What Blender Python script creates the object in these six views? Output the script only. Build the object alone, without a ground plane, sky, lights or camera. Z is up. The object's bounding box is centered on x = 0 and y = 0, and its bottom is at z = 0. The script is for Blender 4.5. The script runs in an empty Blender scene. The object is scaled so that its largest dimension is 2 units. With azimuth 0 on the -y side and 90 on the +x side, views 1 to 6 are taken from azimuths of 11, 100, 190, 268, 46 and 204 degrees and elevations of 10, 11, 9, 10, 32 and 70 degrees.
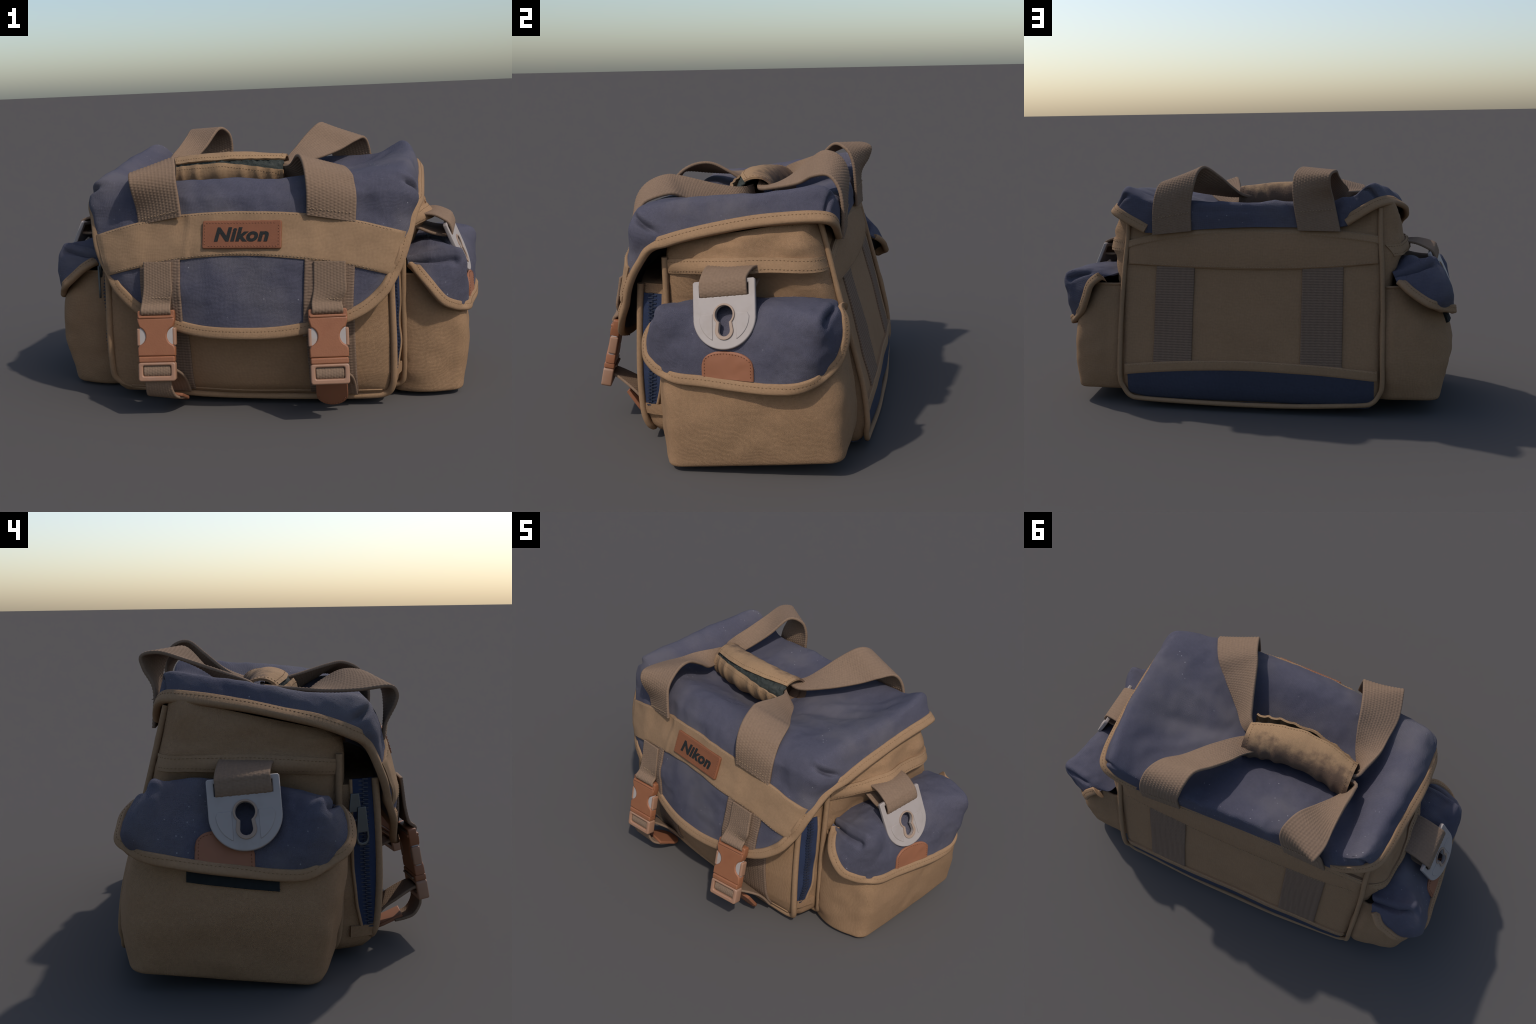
# Canvas camera bag: two-tone canvas holdall with lid, side pockets, webbing handles and buckles.
import bpy, bmesh, math, random
import numpy as np
from mathutils import Vector, noise
from mathutils.bvhtree import BVHTree

random.seed(7)
A = np.array
COL = bpy.context.scene.collection

# ------------------------------------------------------------------ materials
def nd(nt, kind, **kw):
    n = nt.nodes.new(kind)
    for k, v in kw.items():
        setattr(n, k, v)
    return n

def math_node(nt, op, a, b=None):
    n = nd(nt, 'ShaderNodeMath', operation=op)
    for i, v in enumerate([a, b]):
        if v is None: continue
        if isinstance(v, (int, float)): n.inputs[i].default_value = v
        else: nt.links.new(v, n.inputs[i])
    return n.outputs[0]

def mix_col(nt, fac, a, b, blend='MIX'):
    n = nd(nt, 'ShaderNodeMix', data_type='RGBA', blend_type=blend)
    for i, v in [(0, fac), (6, a), (7, b)]:
        if isinstance(v, (int, float)): n.inputs[i].default_value = v
        elif isinstance(v, tuple): n.inputs[i].default_value = (*v, 1)
        else: nt.links.new(v, n.inputs[i])
    return n.outputs[2]

def noise_tex(nt, vec, scale, detail=4, rough=.6):
    n = nd(nt, 'ShaderNodeTexNoise'); n.inputs['Scale'].default_value = scale
    n.inputs['Detail'].default_value = detail; n.inputs['Roughness'].default_value = rough
    nt.links.new(vec, n.inputs['Vector']); return n.outputs['Fac']

def ramp(nt, fac, lo, hi):
    n = nd(nt, 'ShaderNodeMapRange', interpolation_type='SMOOTHSTEP')
    n.inputs['From Min'].default_value = lo; n.inputs['From Max'].default_value = hi
    nt.links.new(fac, n.inputs['Value']); return n.outputs['Result']

def base_mat(name, rough=.85, spec=.2, metallic=0.):
    m = bpy.data.materials.new(name); m.use_nodes = True
    nt = m.node_tree; b = nt.nodes['Principled BSDF']
    b.inputs['Roughness'].default_value = rough
    b.inputs['Specular IOR Level'].default_value = spec
    b.inputs['Metallic'].default_value = metallic
    tc = nd(nt, 'ShaderNodeTexCoord')
    return m, nt, b, tc.outputs['Object']

def weave(nt, vec, k, diag=True):
    """plain weave, laid on the object axes that lie closest to the surface (box projection)"""
    wob = nd(nt, 'ShaderNodeTexNoise'); wob.inputs['Scale'].default_value = 14; wob.inputs['Detail'].default_value = 1
    nt.links.new(vec, wob.inputs['Vector'])
    add = nd(nt, 'ShaderNodeVectorMath', operation='MULTIPLY_ADD'); add.inputs[1].default_value = (.012,) * 3
    nt.links.new(wob.outputs['Color'], add.inputs[0]); nt.links.new(vec, add.inputs[2])
    s = nd(nt, 'ShaderNodeSeparateXYZ'); nt.links.new(add.outputs[0], s.inputs[0])
    g = nd(nt, 'ShaderNodeNewGeometry'); ab = nd(nt, 'ShaderNodeVectorMath', operation='ABSOLUTE'); nt.links.new(g.outputs['Normal'], ab.inputs[0])
    n = nd(nt, 'ShaderNodeSeparateXYZ'); nt.links.new(ab.outputs[0], n.inputs[0])
    M = lambda op, a, b=None: math_node(nt, op, a, b)
    X, Y, Z = s.outputs; nx, ny, nzz = n.outputs
    def plane(u, v):
        if diag: u, v = M('ADD', u, v), M('SUBTRACT', u, v)
        return M('MULTIPLY', M('SINE', M('MULTIPLY', u, k)), M('SINE', M('MULTIPLY', v, k)))
    top = M('GREATER_THAN', nzz, M('MAXIMUM', nx, ny)); side = M('MULTIPLY', M('GREATER_THAN', nx, ny), M('SUBTRACT', 1., top))
    front = M('SUBTRACT', M('SUBTRACT', 1., top), side)
    return M('ADD', M('ADD', M('MULTIPLY', plane(X, Y), top), M('MULTIPLY', plane(Y, Z), side)), M('MULTIPLY', plane(X, Z), front))

def cloth(name, col, k=1250, var=.16, bump=.35, pale_film=None, stain=None, diag=True, weave_mix=.5, ribs=None, grime=None):
    m, nt, b, vec = base_mat(name, .92, .12)
    big = noise_tex(nt, vec, 3.2, 5); fine = noise_tex(nt, vec, 90, 3)
    c = mix_col(nt, big, tuple(A(col) * (1 - var)), tuple(A(col) * (1 + var)))
    f2 = ramp(nt, fine, .3, .7)
    c = mix_col(nt, math_node(nt, 'MULTIPLY', f2, .22), c, tuple(A(col) * .55))
    w = weave(nt, vec, k, diag)
    wv = ramp(nt, w, -.6, .5)
    c = mix_col(nt, math_node(nt, 'MULTIPLY', math_node(nt, 'SUBTRACT', 1., wv), weave_mix), c, tuple(A(col) * .45))
    if stain:
        s = ramp(nt, noise_tex(nt, vec, 2.3, 6, .65), .56, .78)
        c = mix_col(nt, math_node(nt, 'MULTIPLY', s, .45), c, stain)
    if pale_film:
        area = ramp(nt, noise_tex(nt, vec, 2.6, 3), .42, .7)
        film = math_node(nt, 'MULTIPLY', area, .55)
        c = mix_col(nt, film, c, pale_film)
        v = nd(nt, 'ShaderNodeTexVoronoi'); v.inputs['Scale'].default_value = 50; nt.links.new(vec, v.inputs['Vector'])
        v.inputs['Randomness'].default_value = 1.
        sp = nd(nt, 'ShaderNodeMapRange'); sp.inputs['From Min'].default_value = .17; sp.inputs['From Max'].default_value = .08
        nt.links.new(v.outputs['Distance'], sp.inputs['Value'])
        pick = ramp(nt, v.outputs['Color'], .62, .66)
        spk = math_node(nt, 'MULTIPLY', math_node(nt, 'MULTIPLY', sp.outputs[0], pick), ramp(nt, noise_tex(nt, vec, 4.1, 2), .5, .62))
        c = mix_col(nt, math_node(nt, 'MULTIPLY', spk, .65), c, (.36, .35, .36))
    if grime:   # hand dirt worked into the rear of the grip
        s = nd(nt, 'ShaderNodeSeparateXYZ'); nt.links.new(vec, s.inputs[0])
        q = math_node(nt, 'ADD', s.outputs[1], math_node(nt, 'MULTIPLY', math_node(nt, 'SUBTRACT', noise_tex(nt, vec, 16, 5), .5), .22))
        gm = math_node(nt, 'MULTIPLY', ramp(nt, q, .02, .11), .85)
        c = mix_col(nt, gm, c, grime)
    if ribs:   # dark crosswise stripes between the ribs of a vertical webbing strip
        s = nd(nt, 'ShaderNodeSeparateXYZ'); nt.links.new(vec, s.inputs[0])
        rz = math_node(nt, 'SINE', math_node(nt, 'MULTIPLY', s.outputs[2], 2 * math.pi / ribs))
        rx = math_node(nt, 'SINE', math_node(nt, 'MULTIPLY', s.outputs[0], 2 * math.pi / .03))
        q = ramp(nt, math_node(nt, 'ADD', rz, math_node(nt, 'MULTIPLY', rx, .25)), -.9, .6)
        c = mix_col(nt, math_node(nt, 'MULTIPLY', math_node(nt, 'SUBTRACT', 1., q), .55), c, tuple(A(col) * .45))
    nt.links.new(c, b.inputs['Base Color'])
    bp = nd(nt, 'ShaderNodeBump'); bp.inputs['Strength'].default_value = bump; bp.inputs['Distance'].default_value = .002
    h = math_node(nt, 'ADD', w, math_node(nt, 'MULTIPLY', fine, .8))
    nt.links.new(h, bp.inputs['Height']); nt.links.new(bp.outputs[0], b.inputs['Normal'])
    return m

def plain(name, col, rough=.5, spec=.4, var=.12, nscale=25, bump=.15, edge=None, metallic=0., patch=None):
    m, nt, b, vec = base_mat(name, rough, spec, metallic)
    n1 = noise_tex(nt, vec, nscale, 5)
    c = mix_col(nt, n1, tuple(A(col) * (1 - var)), tuple(np.minimum(A(col) * (1 + var), 1)))
    if patch:
        c = mix_col(nt, math_node(nt, 'MULTIPLY', ramp(nt, noise_tex(nt, vec, 9, 5), .5, .7), .5), c, patch)
    nt.links.new(c, b.inputs['Base Color'])
    bp = nd(nt, 'ShaderNodeBump'); bp.inputs['Strength'].default_value = bump; bp.inputs['Distance'].default_value = .003
    nt.links.new(noise_tex(nt, vec, nscale * 8, 4), bp.inputs['Height']); nt.links.new(bp.outputs[0], b.inputs['Normal'])
    return m

TAN_C = (.348, .208, .114)  # tan lowered slightly towards the baked occlusion shade on the back
BLUE_C = (.096, .091, .120)
TAN = cloth('tan_canvas', TAN_C, 860, .10, .55, stain=(.24, .14, .078), weave_mix=.38)
TAN_TAPE = cloth('tan_tape', (.322, .196, .109), 1100, .10, .3, weave_mix=.3)
BLUE = cloth('blue_canvas', BLUE_C, 900, .14, .5, pale_film=(.150, .134, .140), weave_mix=.38)
BLUE_DEEP = cloth('navy_canvas', (.054, .057, .082), 760, .12, .35)
WEB = cloth('webbing', (.228, .151, .101), 1500, .10, .2, weave_mix=.25)
WEB_FLAT = cloth('flat_webbing', (.215, .142, .098), 1500, .10, .2, weave_mix=.2, ribs=.0125)
GRIP = cloth('worn_tan_canvas', (.36, .222, .120), 860, .12, .4, stain=(.15, .09, .055), weave_mix=.35, grime=(.085, .055, .042))
LEATHER = plain('saddle_leather', (.205, .073, .032), .55, .35, .14, 18, .2, patch=(.16, .05, .024))
LEATHER2 = plain('smooth_leather', (.255, .100, .050), .6, .3, .10, 14, .12)
BUCKLE = plain('orange_plastic', (.262, .101, .047), .5, .35, .10, 20, .25, patch=(.235, .083, .038))
BUCKLE2 = plain('worn_plastic', (.31, .165, .100), .5, .35, .10, 20, .15, patch=(.30, .20, .15))
PRONG = plain('pale_plastic', (.36, .31, .28), .4, .4, .10, 12, .05, patch=(.36, .21, .12))
PLATE = plain('grey_plate', (.335, .285, .258), .5, .4, .08, 10, .08, patch=(.28, .23, .195))
PLATE_EDGE = plain('worn_plate', (.31, .215, .155), .5, .4, .10, 30, .1)
INK = plain('black_ink', (.018, .019, .018), .7, .2, .3, 200, .4)
VELCRO = plain('hook_tape', (.045, .05, .045), .95, .1, .5, 60, 1.0, patch=(.10, .10, .085))
VELCRO2 = plain('loop_tape', (.02, .022, .022), .95, .1, .3, 80, .6)
THREAD = plain('thread', (.34, .24, .15), .9, .1, .15, 60, .1)
THREAD_D = plain('dark_thread', (.225, .135, .070), .9, .1, .15, 60, .1)
ZIP_TAPE = cloth('zip_tape', (.032, .043, .085), 1100, .1, .3)
ZIP_TEETH = plain('zip_teeth', (.022, .028, .048), .4, .5, .2, 60, .1)
METAL = plain('gunmetal', (.10, .10, .095), .45, .5, .15, 30, .1, metallic=.6)
LINING = plain('dark_lining', (.018, .016, .015), .95, .1, .2, 20, .2)

# ------------------------------------------------------------------ mesh helpers
def mesh_obj(name, verts, faces, mat, parent=None, smooth=True, sharp=40):
    me = bpy.data.meshes.new(name)
    me.from_pydata([tuple(v) for v in verts], [], [tuple(int(i) for i in f) for f in faces])
    me.update()
    bm = bmesh.new(); bm.from_mesh(me); bmesh.ops.recalc_face_normals(bm, faces=bm.faces); bm.to_mesh(me); bm.free()
    if smooth:
        me.polygons.foreach_set('use_smooth', [True] * len(me.polygons))
        if sharp: me.set_sharp_from_angle(angle=math.radians(sharp))
    me.materials.append(mat)
    o = bpy.data.objects.new(name, me); COL.objects.link(o)
    if parent: o.parent = parent
    return o

def merge(parts):
    V, F, n = [], [], 0
    for v, f in parts:
        V += [tuple(p) for p in v]; F += [tuple(int(i) + n for i in q) for q in f]; n += len(v)
    return V, F

def crom(P, n, closed=False, ts=None):
    """Catmull-Rom through control points (axis 0), n samples, uniform parameter"""
    P = A(P, float); m = len(P)
    if closed: Q = np.concatenate([P[-1:], P, P[:2]]); seg = m
    else: Q = np.concatenate([2 * P[:1] - P[1:2], P, 2 * P[-1:] - P[-2:-1]]); seg = m - 1
    t = np.linspace(0, seg, n, endpoint=not closed) if ts is None else A(ts, float)
    i = np.minimum(t.astype(int), seg - 1); f = (t - i).reshape((-1,) + (1,) * (P.ndim - 1))
    p0, p1, p2, p3 = Q[i], Q[i + 1], Q[i + 2], Q[i + 3]
    return .5 * (2 * p1 + (p2 - p0) * f + (2 * p0 - 5 * p1 + 4 * p2 - p3) * f ** 2 + (3 * p1 - p0 - 3 * p2 + p3) * f ** 3)

def even(P, n, closed=False):
    """resample a dense polyline evenly by length"""
    P = A(P, float)
    if closed: P = np.concatenate([P, P[:1]])
    d = np.concatenate([[0], np.cumsum(np.linalg.norm(np.diff(P, axis=0), axis=1))])
    s = np.linspace(0, d[-1], n, endpoint=not closed)
    return np.stack([np.interp(s, d, P[:, k]) for k in range(3)], 1)

def curve(P, n, closed=False):
    return even(crom(P, 40 * len(P), closed), n, closed)

def length(P): return float(np.linalg.norm(np.diff(P, axis=0), axis=1).sum())

def patch(ctrl, nr, nc):
    G = crom(A(ctrl, float), nr)
    return crom(G.transpose(1, 0, 2), nc).transpose(1, 0, 2)

def grid_normals(P):
    du = np.gradient(P, axis=0); dv = np.gradient(P, axis=1)
    n = np.cross(du, dv); return n / np.maximum(np.linalg.norm(n, axis=2, keepdims=True), 1e-9)

def grid_faces(r, c, off=0, flip=False):
    F = []
    for i in range(r - 1):
        for j in range(c - 1):
            q = (i * c + j + off, i * c + j + 1 + off, (i + 1) * c + j + 1 + off, (i + 1) * c + j + off)
            F.append(q[::-1] if flip else q)
    return F

def slab(top, bot):
    """closed slab between two equal grids"""
    r, c, _ = top.shape; n = r * c
    V = np.concatenate([top.reshape(-1, 3), bot.reshape(-1, 3)])
    F = grid_faces(r, c) + grid_faces(r, c, n, True)
    B = [(0, j) for j in range(c)] + [(i, c - 1) for i in range(1, r)] + [(r - 1, j) for j in range(c - 2, -1, -1)] + [(i, 0) for i in range(r - 2, 0, -1)]
    B = [i * c + j for i, j in B]
    for k in range(len(B)):
        a, b = B[k], B[(k + 1) % len(B)]
        F.append((a, a + n, b + n, b))
    return V, F

def frames(P, closed=False, up=(0, 0, 1)):
    T = (np.roll(P, -1, 0) - np.roll(P, 1, 0)) if closed else np.gradient(P, axis=0)
    T /= np.linalg.norm(T, axis=1, keepdims=True)
    n = np.cross(T[0], up)
    if np.linalg.norm(n) < .1: n = np.cross(T[0], (1, 0, 0))
    N = []
    for t in T:
        n = n - t * n.dot(t); n /= np.linalg.norm(n); N.append(n)
    N = A(N); return T, N, np.cross(T, N)

def sweep(P, prof, N, B, closed=False):
    """sweep 2D profile (list of (a,b)) along P with axes N,B"""
    m = len(prof); V = []
    for p, n, b in zip(P, N, B):
        for a, c in prof: V.append(p + n * a + b * c)
    F = []; L = len(P)
    for i in range(L if closed else L - 1):
        for j in range(m):
            k = (i + 1) % L
            F.append((i * m + j, i * m + (j + 1) % m, k * m + (j + 1) % m, k * m + j))
    if not closed:
        F.append(tuple(range(m))[::-1]); F.append(tuple(range((L - 1) * m, L * m)))
    return V, F

def tube(P, r, closed=False, seg=8):
    T, N, B = frames(P, closed)
    prof = [(r * math.cos(a), r * math.sin(a)) for a in np.linspace(0, 2 * math.pi, seg, endpoint=False)]
    return sweep(P, prof, N, B, closed)

def superprof(w, h, seg=14, e=2.6):
    return [(w * np.sign(math.cos(a)) * abs(math.cos(a)) ** (2 / e), h * np.sign(math.sin(a)) * abs(math.sin(a)) ** (2 / e))
            for a in np.linspace(0, 2 * math.pi, seg, endpoint=False)]

def nz(p, s, seed=0.): return noise.noise(Vector((p[0] * s + seed, p[1] * s - seed, p[2] * s + 2 * seed)))

def crumple(P, N, amps, seed=0., rim=0):
    out = P.copy(); r, c, _ = P.shape
    for i in range(r):
        for j in range(c):
            h = sum(a * nz(P[i, j], s, seed) for a, s in amps)
            if rim: h *= min(1., min(i, j, r - 1 - i, c - 1 - j) / rim)
            out[i, j] += N[i, j] * h
    return out

def bvh_of(o):
    me = o.data
    return BVHTree.FromPolygons([v.co for v in me.vertices], [tuple(p.vertices) for p in me.polygons])

def drape(bvh, G, d, off):
    """project grid points along d onto a surface, standing off by `off`"""
    d = Vector(d).normalized(); out = G.copy(); hit = np.zeros(G.shape[:2], bool)
    for i in range(G.shape[0]):
        for j in range(G.shape[1]):
            p = Vector(G[i, j]); h = bvh.ray_cast(p - d * 1.0, d)
            if h[0] is not None:
                out[i, j] = A(h[0]) - A(d) * off; hit[i, j] = True
    if not hit.all() and hit.any():
        ok = np.argwhere(hit)
        ax = int(np.argmax(np.abs(A(d))))
        for i, j in np.argwhere(~hit):
            k = ok[np.argmin(((ok - [i, j]) ** 2).sum(1))]
            out[i, j] = G[i, j]; out[i, j][ax] = out[k[0], k[1]][ax]
    return out

def smooth_grid(P, n=2):
    for _ in range(n):
        Q = P.copy()
        Q[1:-1] = (P[:-2] + 2 * P[1:-1] + P[2:]) / 4
        Q[:, 1:-1] = (Q[:, :-2] + 2 * Q[:, 1:-1] + Q[:, 2:]) / 4
        P = Q
    return P

def outward(P, N, d):
    """flip normals so they look along d on average"""
    return N if (N.reshape(-1, 3) @ A(d, float)).mean() > 0 else -N

def weave_height(s, w, cols, pitch):
    """basket weave height of webbing at length s (m) and width fraction w"""
    c = w * cols; k = np.floor(c); f = c - k
    across = np.sin(np.pi * np.clip(f, 0, 1)) ** .6
    along = .5 + .5 * np.sin(2 * np.pi * (s / pitch + .5 * (k % 2)))
    return across * (.35 + .65 * along)

def webbing_mesh(E0, E1, mid=None, th=.010, cols=13, pitch=.0125, amp=.0030, step=.0028, sub=3):
    """strap between two edge lines (control points), optional mid line for curl"""
    E0, E1 = A(E0, float), A(E1, float)
    M = (E0 + E1) / 2 if mid is None else A(mid, float)
    ctrl = np.stack([E0, M, E1], 1)
    n = 40 * len(E0); D = crom(ctrl, n)
    d = np.concatenate([[0], np.cumsum(np.linalg.norm(np.diff(D[:, 1], axis=0), axis=1))])
    ns = max(int(d[-1] / step), 6); s = np.linspace(0, d[-1], ns)
    D = np.stack([[np.interp(s, d, D[:, k, a]) for a in range(3)] for k in range(3)], 0).transpose(2, 0, 1)
    w = np.linspace(0, 1, cols * sub + 1)
    q0 = (1 - w) * (1 - 2 * w); q1 = 4 * w * (1 - w); q2 = w * (2 * w - 1)
    P = D[:, 0:1] * q0[None, :, None] + D[:, 1:2] * q1[None, :, None] + D[:, 2:3] * q2[None, :, None]
    N = grid_normals(P)
    H = weave_height(s[:, None], w[None, :], cols, pitch)
    H = H * amp
    return slab(P + N * (th / 2 + H)[:, :, None], P - N * (th / 2 + H)[:, :, None])

def webbing_drape(G, th, d, cols=13, pitch=.0125, amp=.0024):
    """webbing slab on a draped grid (rows along length)"""
    N = outward(G, grid_normals(G), d)
    s = np.concatenate([[0], np.cumsum(np.linalg.norm(np.diff(G[:, G.shape[1] // 2], axis=0), axis=1))])
    w = np.linspace(0, 1, G.shape[1])
    H = weave_height(s[:, None], w[None, :], cols, pitch) * amp
    return slab(G + N * (th + H)[:, :, None], G - N * .006)

def stitch_row(P, N, ln=.010, gap=.005, r=.0014, lift=.0004):
    """row of thread stitches along polyline P with normals N"""
    P = A(P, float); N = A(N, float)
    if N.ndim == 1: N = np.repeat(N[None], len(P), 0)
    L = length(P); d = np.concatenate([[0], np.cumsum(np.linalg.norm(np.diff(P, axis=0), axis=1))])
    n = int(L / (ln + gap)); parts = []
    f = lambda s, X: A([np.interp(s, d, X[:, k]) for k in range(3)])
    for i in range(n):
        s0 = (i + .25) * (ln + gap); a, b = f(s0, P), f(s0 + ln, P); nn = f(s0 + ln / 2, N)
        nn /= np.linalg.norm(nn); t = b - a
        if np.linalg.norm(t) < 1e-6: continue
        t /= np.linalg.norm(t); bb = np.cross(t, nn)
        a = a + nn * lift; b = b + nn * lift; m = (a + b) / 2 + nn * r * .8
        V = [a, m + bb * r, m + nn * r, m - bb * r, m - nn * r * 2, b]
        Fq = [(0, 1, 2), (0, 2, 3), (0, 3, 4), (0, 4, 1), (5, 2, 1), (5, 3, 2), (5, 4, 3), (5, 1, 4)]
        parts.append((V, Fq))
    return parts

def stitching(parts, parent, mat=None):
    o = mesh_obj('stitching', *merge(parts), mat or THREAD, parent, smooth=True, sharp=None)
    o['kind'] = 'stuff'; return o

def flat_plate(name, outlines, depth, bevel, mat, place, parent, res=4):
    """filled 2D outline (first = outer, others = holes), extruded and bevelled; `place` maps (u,v,w) to world"""
    cu = bpy.data.curves.new('outline', 'CURVE'); cu.dimensions = '2D'; cu.fill_mode = 'BOTH'
    cu.extrude = max(depth / 2 - bevel, 1e-4); cu.bevel_depth = bevel; cu.bevel_resolution = 2; cu.offset = -bevel
    for ol in outlines:
        sp = cu.splines.new('POLY'); sp.points.add(len(ol) - 1); sp.use_cyclic_u = True
        for p, q in zip(sp.points, ol): p.co = (q[0], q[1], 0, 1)
    tmp = bpy.data.objects.new('outline', cu); COL.objects.link(tmp)
    dg = bpy.context.evaluated_depsgraph_get(); me = bpy.data.meshes.new_from_object(tmp.evaluated_get(dg))
    V = [place(*v.co) for v in me.vertices]; F = [tuple(p.vertices) for p in me.polygons]
    bpy.data.objects.remove(tmp); bpy.data.curves.remove(cu); bpy.data.meshes.remove(me)
    o = mesh_obj(name, V, F, mat, parent)
    return o

def rrect(w, h, r, cx=0, cy=0, n=6, r_ne=None):
    pts = []; r0 = r
    for sx, sy, a0 in [(1, 1, 0), (-1, 1, 90), (-1, -1, 180), (1, -1, 270)]:
        r = r_ne if (r_ne and sx == sy == 1) else r0
        for a in np.linspace(a0, a0 + 90, n):
            pts.append((cx + sx * (w / 2 - r) + r * math.cos(math.radians(a)), cy + sy * (h / 2 - r) + r * math.sin(math.radians(a))))
    return pts

def framing(o, ux, uy):
    o, ux, uy = A(o, float), A(ux, float), A(uy, float)
    ux /= np.linalg.norm(ux); uy -= ux * uy.dot(ux); uy /= np.linalg.norm(uy); un = np.cross(ux, uy)
    return lambda u, v, w: o + ux * u + uy * v + un * w

# ------------------------------------------------------------------ root
root = bpy.data.objects.new('camera_bag', None); COL.objects.link(root)
root['label'] = 'tan and navy canvas camera bag with buckled lid and side pockets'
root['category'] = 'camera bag'

# ------------------------------------------------------------------ main body
def back_y(z): return np.interp(z, [.03, .07, .12, .24, .45, .70, .80, .90, 1.02], [.572, .596, .605, .599, .548, .481, .455, .431, .400])
def back_skew(x): return np.interp(x, [-.66, -.5, -.25, .25, .45, .66], [-.002, .006, .006, -.006, -.020, -.034])
def body_section(z, n=160):
    hx = np.interp(z, [.035, .07, .12, .45, .60, .70, .77, .86, .95, 1.02], [.60, .632, .645, .650, .690, .722, .735, .728, .716, .69])
    y0 = np.interp(z, [.035, .07, .3, .8, 1.02], [-.19, -.222, -.235, -.235, -.20]); y1 = back_y(z)
    cy, hy = (y0 + y1) / 2, (y1 - y0) / 2; r = .030; h0 = min(hx, .648)
    R = even(A([(p[0], p[1], z) for p in rrect(2 * h0, 2 * hy, r, 0, cy, 10)]), n, True)
    for p in R:
        if abs(p[0]) > .55:      # side walls belly out between front and back piping
            q = np.clip((p[1] - y0) / .30, 0, 1) ** (1.0 if p[0] > 0 else .5) * (1 - .8 * np.clip((p[1] - (y1 - .07)) / .07, 0, 1) ** 2)
            p[0] += np.sign(p[0]) * (hx - h0) * q * np.clip((abs(p[0]) - .55) / .09, 0, 1)
        p[1] += back_skew(p[0]) * np.clip((p[1] - .2) / .2, 0, 1)
    return R
def body_top(x, y):
    """upper rim of the side walls, following the lid edge"""
    k = np.clip((y + .25) / .65, 0, 1); z = (.855 + .115 * k) if x > 0 else (.865 + .15 * k)
    return min(z, float(np.interp(abs(x), [.40, .58, .64], [.90, .955, 1.1])))
zs = np.concatenate([[.035, .045, .06, .08, .11], np.linspace(.15, .74, 30), np.linspace(.755, .86, 14)])
rings = [body_section(z) for z in zs]
for k in range(1, 9):
    R = body_section(.86 + .018 * k)
    for p in R: p[2] = .86 + (body_top(p[0], p[1]) - .86) * k / 8
    rings.append(R)
G = A(rings)
for i in range(G.shape[0]):
    for j in range(G.shape[1]):
        x, y, z = G[i, j]; sg = 1 if x > 0 else -1
        if abs(x) > .6 and -.22 < y < .5:
            g = math.exp(-((y - .08) / .16) ** 2) * (.035 * math.exp(-((z - .775) / .03) ** 2) - .02 * math.exp(-((z - .66) / .05) ** 2))
            g += .012 * math.exp(-((z - .765) / .02) ** 2)
            g += .022 * nz((x, y, z), 6, 3.) * (1 if z > .6 else .4) + .008 * nz((x, y, z * 1.5), 15, 8.)
            G[i, j, 0] += sg * g
        elif y > .3 and abs(x) < .6:
            G[i, j, 1] += .006 * nz((x, y, z), 4, 1.) + .002 * nz((x, y, z), 14, 1.)
r, c, _ = G.shape
V = G.reshape(-1, 3); F = []
for i in range(r - 1):
    for j in range(c): F.append((i * c + j, i * c + (j + 1) % c, (i + 1) * c + (j + 1) % c, (i + 1) * c + j))
F.append(tuple(range(c)))
body = mesh_obj('main_body', V, F, TAN, root, sharp=60)
body_bvh = bvh_of(body)
# base panel (navy) under the body
rb = body_section(.04, 120); V = [(p[0] * .99, p[1] * .99 + .002, .030) for p in rb] + [(p[0] * 1.004, p[1], .055) for p in rb]
n = 120
mesh_obj('base_panel', V, [tuple(range(n))] + [(j, (j + 1) % n, n + (j + 1) % n, n + j) for j in range(n)], BLUE_DEEP, body)

# piping cords along the panel edges
def cord(P, n, r=.0145, parent=body, mat=TAN_TAPE, closed=False):
    C = curve(P, n, closed); T, N, B = frames(C, closed)
    V, F = tube(C, r, closed, 10)
    return mesh_obj('piping', V, F, mat, parent)
bl = []
for z in [1.0, .85, .7, .5, .3, .15]: bl.append((.648 + (.006 if z < .6 else 0) + (-.01 if z > .8 else 0) - (.004 if z > .9 else 0), float(back_y(z * .97)) + .006, z * .97))
bl += [(.638, .603, .095), (.605, .603, .055), (.54, .600, .042)]
back_loop = bl + [(.25, .602, .038), (0, .604, .036), (-.25, .604, .04)] + [(-p[0], p[1], p[2] + .012) for p in bl[::-1]]
back_loop = [(p[0], p[1] + float(back_skew(p[0])), p[2]) for p in back_loop]
cord(back_loop, 260, .012)
stit = []
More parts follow.
